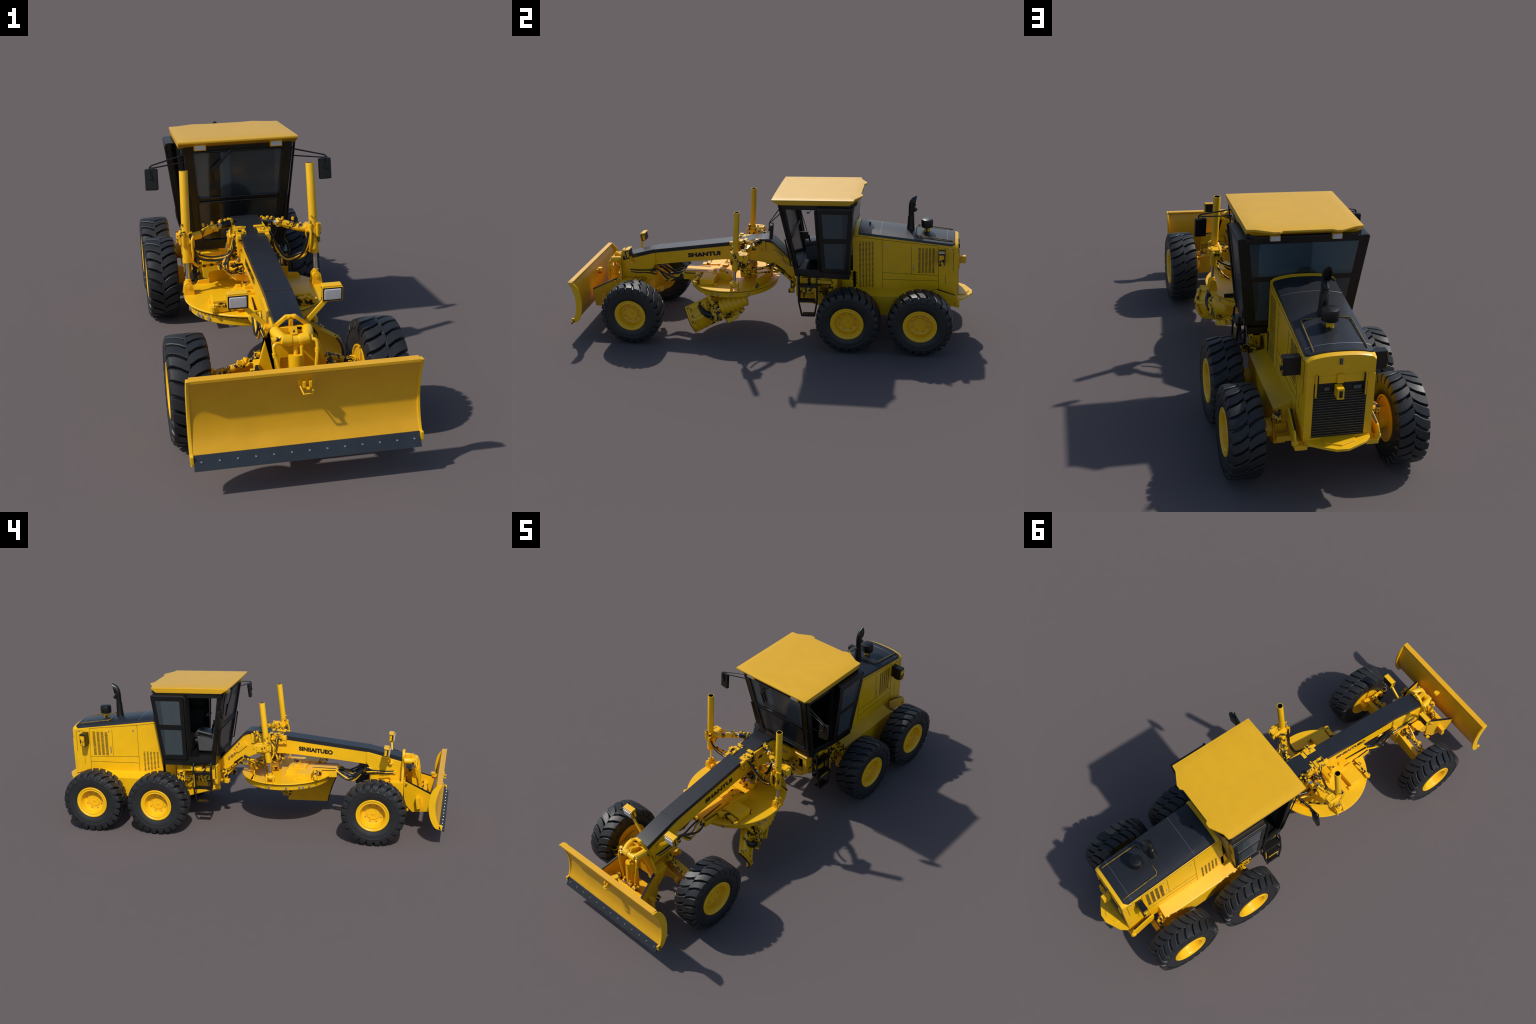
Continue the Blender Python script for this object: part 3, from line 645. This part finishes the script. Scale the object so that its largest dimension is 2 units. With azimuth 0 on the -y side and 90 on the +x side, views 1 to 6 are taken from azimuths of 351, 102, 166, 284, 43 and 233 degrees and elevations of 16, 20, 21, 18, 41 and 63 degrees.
for y in (.415, .757): rx.cyl((-.2, y, .158), (.2, y, .158), .03)
rx.cyl((-.13, .585, .17), (.13, .585, .17), .05); rx.box((0, .585, .165), (.10, .14, .09)); rx.box((0, .825, .160), (.34, .02, .018))
rx.done()

# rear corner plates and drawbar
rc = B('rear_corner_plate', ROOT, M_YEL, .002)
for s in SIDES:
    yz = [(.812, .258), (.830, .264), (.922, .238), (.936, .218), (.934, .185), (.905, .184), (.850, .205), (.815, .222)]
    rc.hexa([(s * (.127 + (y - .81) * .04), y, z) for y, z in yz], [(s * (.134 + (y - .81) * .04), y, z) for y, z in yz])
    rc.cyl((s * .125, .925, .20), (s * .144, .925, .20), .009); rc.box((s * .112, .87, .19), (.03, .10, .02)); rc.box((s * .116, .927, .187), (.04, .022, .016))
rc.done()
rcs = B('corner_plate_strip', ROOT, M_BLK)
for s in SIDES: rcs.bar((s * .126, .832, .266), (s * .132, .915, .240), .006, .004, (0, .3, .95))
rcs.done()
th = B('tow_hitch', ROOT, M_YEL, .002)
th.prism([(.105, .90), (.100, .952), (.058, .978), (.02, .998), (-.02, .998), (-.086, .964), (-.105, .94), (-.105, .90)], 'z', .202, .2115)
th.prism([(.052, .93), (.048, .962), (.0, .983), (-.05, .962), (-.055, .93)], 'z', .209, .216)
th.box((0, .922, .20), (.21, .02, .03))
th.done()

# ------------------------------------------------------------------ engine hood
HX = .1125
ztop = lambda y: .537 - (y - .44) * .112
def crown(x, y, k): return ztop(y) + .015 * (1 - abs(x / HX) ** 2.6) + k
hd = B('engine_hood', ROOT, M_YEL)
rings = []
XS = [HX * (-1 + 2 * i / 16) for i in range(17)]
for y in (.425, .44, .60, .75, .90, .918, .925):
    e = {.925: .004, .918: .0012}.get(y, 0)
    zb = .252 if y < .5 else .245
    top = [(max(-HX + e, min(HX - e, x)), y, crown(x, y, 0) - (.006 if abs(x) > HX * .99 else 0) - e) for x in XS]
    rings.append([(-HX + e, y, .205 + e)] + top + [(HX - e, y, .205 + e)])
hd.loft(rings)
hood = hd.done(30)
ec = B('engine_cover', hood, M_COV)
rings = []
CX = .1075
for y in (.452, .455, .60, .75, .895, .906, .909):
    k = .0025 if y in (.452, .909) else .0048
    w = CX if y < .9 else CX - (y - .897) * .9
    xs = [w * (-1 + 2 * i / 16) for i in range(17)]
    arc = [(x, y, crown(x, y, k)) for x in xs]
    rings.append([(-w - .004, y, ztop(y) - .007)] + arc + [(w + .004, y, ztop(y) - .007)] + [(w - .01, y, ztop(y) - .015), (-w + .01, y, ztop(y) - .015)])
ec.loft(rings); ec.done(32)
hc = B('hood_collar', hood, M_YEL)
hc.loft([[(x * 1.02, y, crown(x, y, .0055) - (.006 if abs(x) > HX * .99 else 0)) for x in XS] + [(x * 1.02, y, crown(x, y, -.01)) for x in XS[::-1]] for y in (.436, .452)])
hc.done()
cse = B('cover_crease_glint', hood, M_CHR)  # thin bright-steel strips drawing the highlights on the cover's creases
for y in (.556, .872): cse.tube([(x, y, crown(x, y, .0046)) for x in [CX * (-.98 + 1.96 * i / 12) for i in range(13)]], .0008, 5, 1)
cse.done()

# panel gaps, latches, louvres
gp = B('panel_gap', hood, M_SEAM)
def gap(sd, y0, z0, y1, z1, w=.0016):
    gp.bar((sd * HX, y0, z0), (sd * HX, y1, z1), w, .0012, (1, 0, 0))
for s in SIDES:
    gap(s, .566, ztop(.566) - .012, .567, .246); gap(s, .831, ztop(.831) - .012, .837, .246)
    gap(s, .566, .508, .831, .483); gap(s, .567, .340, .836, .333); gap(s, .836, .305, .567, .305)
    gap(s, .705, .478, .708, .336); gap(s, .43, .525, .566, .508)
    gap(s, .865, .47, .905, .467); gap(s, .865, .47, .867, .40); gap(s, .905, .467, .905, .36); gap(s, .868, .34, .87, .29)
gp.done()
for s in SIDES:
    lt = B('hood_latch', hood, M_CHR, .001)
    for y, z, dy, dz in ((.588, .478, .008, .009), (.722, .47, .006, .009), (.718, .372, .005, .038), (.888, .468, .010, .007), (.60, .275, .003, .003), (.80, .32, .003, .003), (.912, .30, .003, .003), (.912, .285, .003, .003), (.912, .24, .005, .006)):
        lt.box((s * HX, y, z), (.003, dy, dz))
    lt.done()
vt = B('louvre_slot', hood, M_LOUV)
def louvre(sd, y0, y1, z0, z1, cols, w, pitch, hgt, zfun=None):
    for c in range(cols):
        y = y0 + (y1 - y0) * (c + .5) / cols; z = z1
        while z > (zfun(y) if zfun else z0):
            vt.box((sd * HX, y + rng.uniform(-.0004, .0004), z), (.0014, w * rng.uniform(.9, 1.05), hgt * rng.uniform(.9, 1.25))); z -= pitch
louvre(1, .452, .528, .262, .495, 5, .0085, .0064, .0030)
louvre(1, .39, .452, .262, .335, 3, .0090, .0072, .0032, lambda y: .335 - (y - .38) * 1.0)
louvre(1, .736, .818, .346, .468, 5, .0105, .0058, .0028)
louvre(-1, .728, .818, .342, .465, 4, .0150, .0058, .0028)
louvre(-1, .455, .545, .258, .366, 5, .0090, .0068, .0030, lambda y: .258 + (.545 - y) * .25)
vt.done(30, True)
hl = B('hood_front_panel', hood, M_YEL, .002)
for s in SIDES: hl.box((s * (HX - .006), .405, .29), (.012, .07, .11))
hl.done()

# rear grille
gr = B('grille', hood, M_DARK); gr.box((0, .9245, .303), (.170, .004, .198)); gr.done()
sl0 = B('grille_slat', hood, M_SLAT, .0006); sl0.box((0, 0, 0), (.168, .004, .0022), (.5, 0, 0)); sl0 = sl0.done()
for k in range(19):
    o = sl0 if k == 0 else dup(sl0, 'grille_slat', hood); o.location = (0, .9275, .2115 + k * .0089)
gf = B('grille_frame', hood, M_YEL, .0015)
for s in SIDES: gf.box((s * .0975, .9255, .315), (.0255, .004, .222)); gf.box((s * .079, .930, .395), (.006, .006, .075))
gf.box((0, .9255, .4145), (.17, .004, .024)); gf.box((0, .9275, .202), (.20, .008, .012)); gf.box((.004, .9315, .418), (.022, .004, .03))
gf.done()
gh = B('grille_hinge', hood, [M_BLK, M_GREY], .001)
for s in SIDES: gh.box((s * .0745, .931, .395), (.004, .006, .075))
gh.use(1); gh.box((.045, .930, .386), (.018, .003, .014)); gh.box((-.052, .930, .386), (.026, .003, .014)); gh.box((.004, .9275, .475), (.009, .006, .020))
gh.done()
rk = B('rear_camera_box', hood, [M_YEL, M_DARK], .0015)
rk.box((.010, .946, .382), (.022, .034, .036)); rk.use(1); rk.box((.010, .9635, .382), (.012, .001, .024)); rk.done()
for s in SIDES:
    tl = B('tail_lamp', hood, [M_BLK, M_GRIM], .002)
    tl.box((s * .140, .850, .434), (.056, .028, .062)); tl.use(1); tl.box((s * .1695, .849, .431), (.005, .025, .054)); tl.box((s * .173, .851, .420), (.005, .012, .018)); tl.tube([(s * .115, .845, .405), (s * .135, .842, .397), (s * .16, .842, .399)], .004, 8)
    tl.done()

# exhaust, pre-cleaner, rails
ex = B('exhaust_stack', hood, [M_BLK, M_DARK])
n = 24
path = [((0, .6965, .505), .0235), ((0, .6965, .53), .019), ((0, .697, .56), .0165), ((0, .698, .60), .0150), ((0, .6985, .601), .0135), ((0, .699, .64), .0135), ((0, .7005, .652), .0138), ((0, .7045, .660), .0140), ((0, .711, .667), .0142), ((0, .7205, .672), .0145)]
rings = []
for i, (p, r) in enumerate(path):
    p = V(p); d = (V(path[min(i + 1, len(path) - 1)][0]) - V(path[max(i - 1, 0)][0])).normalized()
    if i >= 7: d = V(((0, .55, .80), (0, .85, .42), (0, .97, -.18))[i - 7]).normalized()
    u = V((1, 0, 0)); w = d.cross(u)
    k = (1.25, 1.6, 2.05)[i - 7] if i >= 7 else 1.
    rings.append([p + r * (math.cos(t) * u + k * math.sin(t) * w) for t in [2 * math.pi * j / n for j in range(n)]])
ex.loft(rings, True, False); inner = [[V((0, .7205, .672)).lerp(V(p), .88) for p in rings[-1]], [V((0, .704, .655)) + (V(p) - V((0, .7205, .672))) * .7 for p in rings[-1]]]
ex.loft([rings[-1], inner[0]], True, False); ex.use(1); ex.loft(inner, True, False); ex.face(list(ex.bm.verts)[-n:])
ex.use(0); ex.cyl((0, .706, .640), (0, .722, .622), .008, .0095, 14)
ex.done(40)
pc_ = B('air_precleaner', hood, [M_BLK, M_GRIM])
pc_.rev([(.024, .541), (.0275, .543), (.0285, .560), (.0285, .574), (.0265, .580), (.022, .582), (.0005, .583)], (0, .775, 0), 'z', 40)
pc_.rev([(.0285, .5425), (.0005, .5425)], (0, .775, 0), 'z', 40)
pc_.use(1); pc_.cyl((0, .775, .50), (0, .775, .5425), .0145, .0135)
pc_.done(32)
rl = B('hood_rail', hood, M_BRASS)
hz = lambda x, y: crown(x, y, .002)
for s in SIDES:
    rl.tube([(s * .0, .7245, .5235), (s * .073, .7245, .5235), (s * .083, .735, .5225), (s * .086, .885, .5035), (s * .086, .897, .500), (s * .086, .900, hz(.086, .9))], .0026, 8, 1)
    for y in (.735,): rl.tube([(s * .083, y, .5225), (s * .083, y, hz(.083, y))], .0026, 8, 1)
rl.done()
hn = B('grab_handle', hood, M_BLK)
for s in SIDES: hn.tube([(s * .093, .530, hz(.093, .53) - .004), (s * .091, .533, .5345), (s * .091, .593, .528), (s * .093, .598, hz(.093, .598) - .004)], .0032, 8, 1)
hn.box((0, .50, .5565), (.012, .008, .010))
hn.done()

# ------------------------------------------------------------------ cab
def fx(z): return .152 + (z - .325) / .38 * .032      # half width of the front face at height z
def fy(z): return .156 - (z - .325) / .38 * .070      # y of the front face at height z
def F(u, z, off=0): return V((u * fx(z), fy(z) - off, z))
FN = V((0, -.98, -.18))
cab = B('cab', ROOT, M_BLK, .0015)
for s in SIDES:
    cab.bar(F(s * .93, .325), F(s * .93, .706), .026, .022, FN)            # front posts
    cab.hexa([(s * .150, .150, .325), (s * .165, .150, .325), (s * .165, .166, .325), (s * .150, .166, .325)], [(s * .170, .080, .706), (s * .186, .080, .706), (s * .186, .108, .706), (s * .170, .108, .706)])
    cab.hexa([(s * .160, .260, .33), (s * .178, .262, .33), (s * .178, .282, .33), (s * .160, .280, .33)], [(s * .178, .258, .70), (s * .198, .260, .70), (s * .198, .278, .70), (s * .178, .276, .70)])   # middle post
    cab.bar((s * .182, .085, .692), (s * .193, .43, .692), .020, .030, (0, 0, 1))  # upper side rail
    cab.bar((s * .157, .155, .352), (s * .175, .28, .352), .014, .030, (0, 0, 1))  # lower side rail
cab.bar(F(-1, .697), F(1, .697), .022, .020, FN); cab.bar(F(-.95, .512), F(.95, .512), .016, .016, FN); cab.bar(F(-.97, .342), F(.97, .342), .032, .018, FN)
cab.prism([(-.152, .152), (.152, .152), (.178, .28), (.186, .415), (-.186, .415), (-.178, .28)], 'z', .326, .352)
cab.prism([(-.180, .082), (.180, .082), (.200, .43), (-.200, .43)], 'z', .694, .712)
cab.done()
CAB = bpy.data.objects['cab']
# rear cab module with the side doors
dx = lambda z: .191 + (z - .36) / .33 * .0395
ry = lambda z: .412 + (z - .36) / .33 * .027
def D(s, y, z, o=0): return V((s * (dx(z) + o), y, z))
for s in SIDES:
    ds = B('door', CAB, M_BLK, .0015)
    y0 = lambda z: .281 - (z - .36) / .33 * .010
    def dbar(za, ya, zb, yb, w, d=.020, o=-.007): ds.bar(D(s, ya, za, o), D(s, yb, zb, o), w, d, (1, 0, -.12 * s))
    dbar(.36, y0(.36) + .010, .69, y0(.69) + .010, .020); dbar(.36, ry(.36) - .010, .69, ry(.69) - .010, .020)
    dbar(.680, y0(.68), .680, ry(.68), .022); dbar(.531, y0(.53), .531, ry(.53), .026); dbar(.371, y0(.37), .371, ry(.37), .026)
    ds.hexa([D(s, .365, .378, -.016), D(s, .40, .378, -.016), D(s, .405, .42, -.016)], [D(s, .365, .378, -.001), D(s, .40, .378, -.001), D(s, .405, .42, -.001)])
    ds.hexa([(s * .19, y0(.69), .689), D(s, y0(.69), .689), D(s, ry(.69), .689), (s * .19, ry(.69), .689)], [(s * .19, y0(.69), .694), D(s, y0(.69), .694, -.003), D(s, ry(.69), .694, -.003), (s * .19, ry(.69), .694)])
    dob = ds.done()
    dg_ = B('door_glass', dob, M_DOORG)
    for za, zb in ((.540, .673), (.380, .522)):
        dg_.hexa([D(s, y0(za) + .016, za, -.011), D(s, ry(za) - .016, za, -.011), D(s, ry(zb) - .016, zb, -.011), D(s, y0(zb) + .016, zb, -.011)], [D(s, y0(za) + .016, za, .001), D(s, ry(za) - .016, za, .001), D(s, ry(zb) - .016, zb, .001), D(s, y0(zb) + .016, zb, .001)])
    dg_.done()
    dr_ = B('door_rail', dob, M_BLK)
    dr_.tube([D(s, .268, .69, .002), D(s, .262, .684, .006), D(s, .270, .40, .006), D(s, .275, .365, .0)], .0042, 8, 1)
    dr_.tube([D(s, .385, .375, .0), D(s, .40, .385, .004), D(s, .405, .415, .003), D(s, .402, .43, 0)], .0035, 8, 2)
    dr_.done()
rwn = B('cab_rear_wall', CAB, M_BLK, .0015)
def RW(x, z, o=0): return V((x, ry(z) + o, z))
for s in SIDES:
    rwn.hexa([RW(s * dx(.36), .36, -.016), RW(s * dx(.36), .36), RW(s * (dx(.36) - .038), .36), RW(s * (dx(.36) - .038), .36, -.016)], [RW(s * dx(.692), .692, -.016), RW(s * dx(.692), .692), RW(s * (dx(.692) - .038), .692), RW(s * (dx(.692) - .038), .692, -.016)])
for z, w in ((.683, .020), (.540, .020), (.368, .02)): rwn.bar(RW(-dx(z) + .02, z, -.005), RW(dx(z) - .02, z, -.005), w, .016, (0, 1, 0))
rwn.prism([(-.20, .43), (.20, .43), (.17, .452), (-.17, .452)], 'z', .694, .704)
rwn.done()
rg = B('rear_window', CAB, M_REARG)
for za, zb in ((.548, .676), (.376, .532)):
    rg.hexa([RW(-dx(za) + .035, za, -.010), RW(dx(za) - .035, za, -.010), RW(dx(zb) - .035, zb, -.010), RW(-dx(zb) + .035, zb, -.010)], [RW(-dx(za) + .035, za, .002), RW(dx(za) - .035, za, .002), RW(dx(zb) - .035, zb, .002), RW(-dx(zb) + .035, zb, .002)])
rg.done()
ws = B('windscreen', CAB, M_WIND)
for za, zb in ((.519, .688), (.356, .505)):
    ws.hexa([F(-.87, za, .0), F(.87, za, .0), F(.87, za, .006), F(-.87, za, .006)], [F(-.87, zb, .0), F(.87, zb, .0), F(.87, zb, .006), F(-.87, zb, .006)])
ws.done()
gk = B('window_seal', CAB, M_BLK)
for za, zb in ((.519, .686), (.358, .504)):
    gk.tube([F(u, z, .012) for u, z in ((-.80, za), (.80, za), (.855, za + .010), (.855, zb - .010), (.80, zb), (-.80, zb), (-.855, zb - .010), (-.855, za + .010), (-.80, za))], .0026, 6, 1)
gk.done()
wp = B('wiper', CAB, M_BLK)
wp.tube([F(-.12, .690, .014), F(-.30, .655, .018), F(-.50, .620, .018), F(-.505, .60, .016), F(-.49, .563, .014)], .0030, 6, 1); wp.tube([F(-.15, .690, .014), F(-.36, .650, .02), F(-.52, .625, .018)], .0024, 6, 1); wp.bar(F(-.515, .625, .015), F(-.487, .560, .013), .007, .005, FN)
wp.done()
roof = B('roof', CAB, M_ROOF, .0022)
plan = [(-.2065, .050), (-.09, .048), (.09, .048), (.2065, .050), (.2065, .441), (.176, .445), (.118, .476), (.098, .476), (.086, .466), (-.086, .466), (-.098, .476), (-.118, .476), (-.176, .445), (-.2065, .441)]
roof.prism(plan, 'z', .720, .7285)
roof.hexa([(x * .985, .2525 + (y - .2525) * .985, .7283) for x, y in plan], [(x * .80, .2525 + (y - .2525) * .80, .7335) for x, y in plan])
roof.hexa([(x * .985, .085 if y < .1 else min(y, .44) - (.02 if abs(x) > .18 else .003), .7015) for x, y in plan], [(x * .998, y + (.003 if y < .1 else -.002), .7205) for x, y in plan])
roof.done()
wl = B('work_lamp', CAB, [M_YEL, M_LENS], .0015)
for s in SIDES:
    wl.use(0); wl.box((s * .131, .074, .704), (.042, .022, .021)); wl.use(1); wl.box((s * .131, .0655, .704), (.037, .008, .0165))
    wl.use(0); wl.box((s * .1085, .447, .6985), (.036, .014, .020)); wl.use(1); wl.box((s * .1085, .4565, .6985), (.034, .008, .0185))
wl.done()
for s in SIDES:
    mi = B('mirror', CAB, M_BLK, .004)
    mi.box((s * .3005, .066, .606), (.044, .016, .073), (-.10, 0, s * .12)); mi.box((s * .301, .055, .612), (.010, .008, .014)); mo = mi.done()
    ma = B('mirror_arm', mo, M_BLK)
    ma.tube([(s * .186, .086, .680), (s * .300, .062, .654), (s * .306, .058, .648), (s * .304, .056, .615)], .0026, 8, 1); ma.tube([(s * .186, .088, .655), (s * .292, .062, .646), (s * .304, .058, .648)], .0024, 8, 1)
    ma.done()
    hr = B('cab_handrail', CAB, M_BLK)
    hr.tube([F(s * 1.0, .522, .002), F(s * 1.02, .520, .016), F(s * 1.04, .385, .018), F(s * 1.0, .378, .002)], .0036, 8, 1); hr.tube([F(s * 1.09, .70, .0), F(s * 1.10, .42, .0), F(s * 1.09, .37, -.002)], lambda t: .0026 if t < .5 else .0045, 8, 4)
    hr.done()
    ld = B('ladder', CAB, M_BLK, .001)
    for (ya, yb) in ((.1635, .178), (.254, .240)):
        ld.tube([(s * .150, ya, .345), (s * .170, ya, .336), (s * .182, ya, .315), (s * .189, ya, .205), (s * .191, yb, .130)], .0046, 8, 1)
    for z, a, c in ((.286, .1635, .254), (.2065, .1635, .254), (.1325, .178, .240)):
        ld.box((s * .174, (a + c) / 2, z), (.034, c - a, .008)); ld.box((s * .190, (a + c) / 2, z), (.004, c - a, .012))
    for y in (.166, .252): ld.bar((s * .158, y, .33), (s * .158, y, .20), .005, .008, (1, 0, 0))
    ld.bar((s * .10, .190, .27), (s * .16, .185, .215), .008, .006, (0, 1, 0))
    lo = ld.done()
    ln2 = B('ladder_edge', lo, M_YEL)
    ln2.box((s * .1925, .209, .2015), (.002, .05, .0035)); ln2.bar((s * .192, .250, .280), (s * .1945, .250, .215), .003, .003, (1, 0, 0))
    ln2.done()
# interior
it = B('seat', CAB, M_BLK, .006); it.box((0, .345, .43), (.13, .12, .04)); it.box((0, .395, .54), (.12, .025, .21)); it.box((0, .345, .39), (.08, .08, .07)); it.done()
cn = B('console', CAB, [M_GREY, M_BLK], .006)
cn.box((-.012, .222, .402), (.075, .080, .080), top=1.12); cn.use(1); cn.box((-.012, .222, .452), (.09, .092, .026), (.22, 0, 0)); cn.box((-.012, .22, .36), (.045, .05, .03))
cn.done()
stw = B('steering_lever', CAB, M_BLK); stw.cyl((.01, .20, .46), (.01, .195, .49), .004, n=8); stw.box((.02, .175, .492), (.014, .04, .036)); stw.tube([(-.165, .105, .66), (-.12, .17, .45)], .002, 6, 1); stw.box((-.105, .18, .575), (.05, .015, .006)); stw.done()
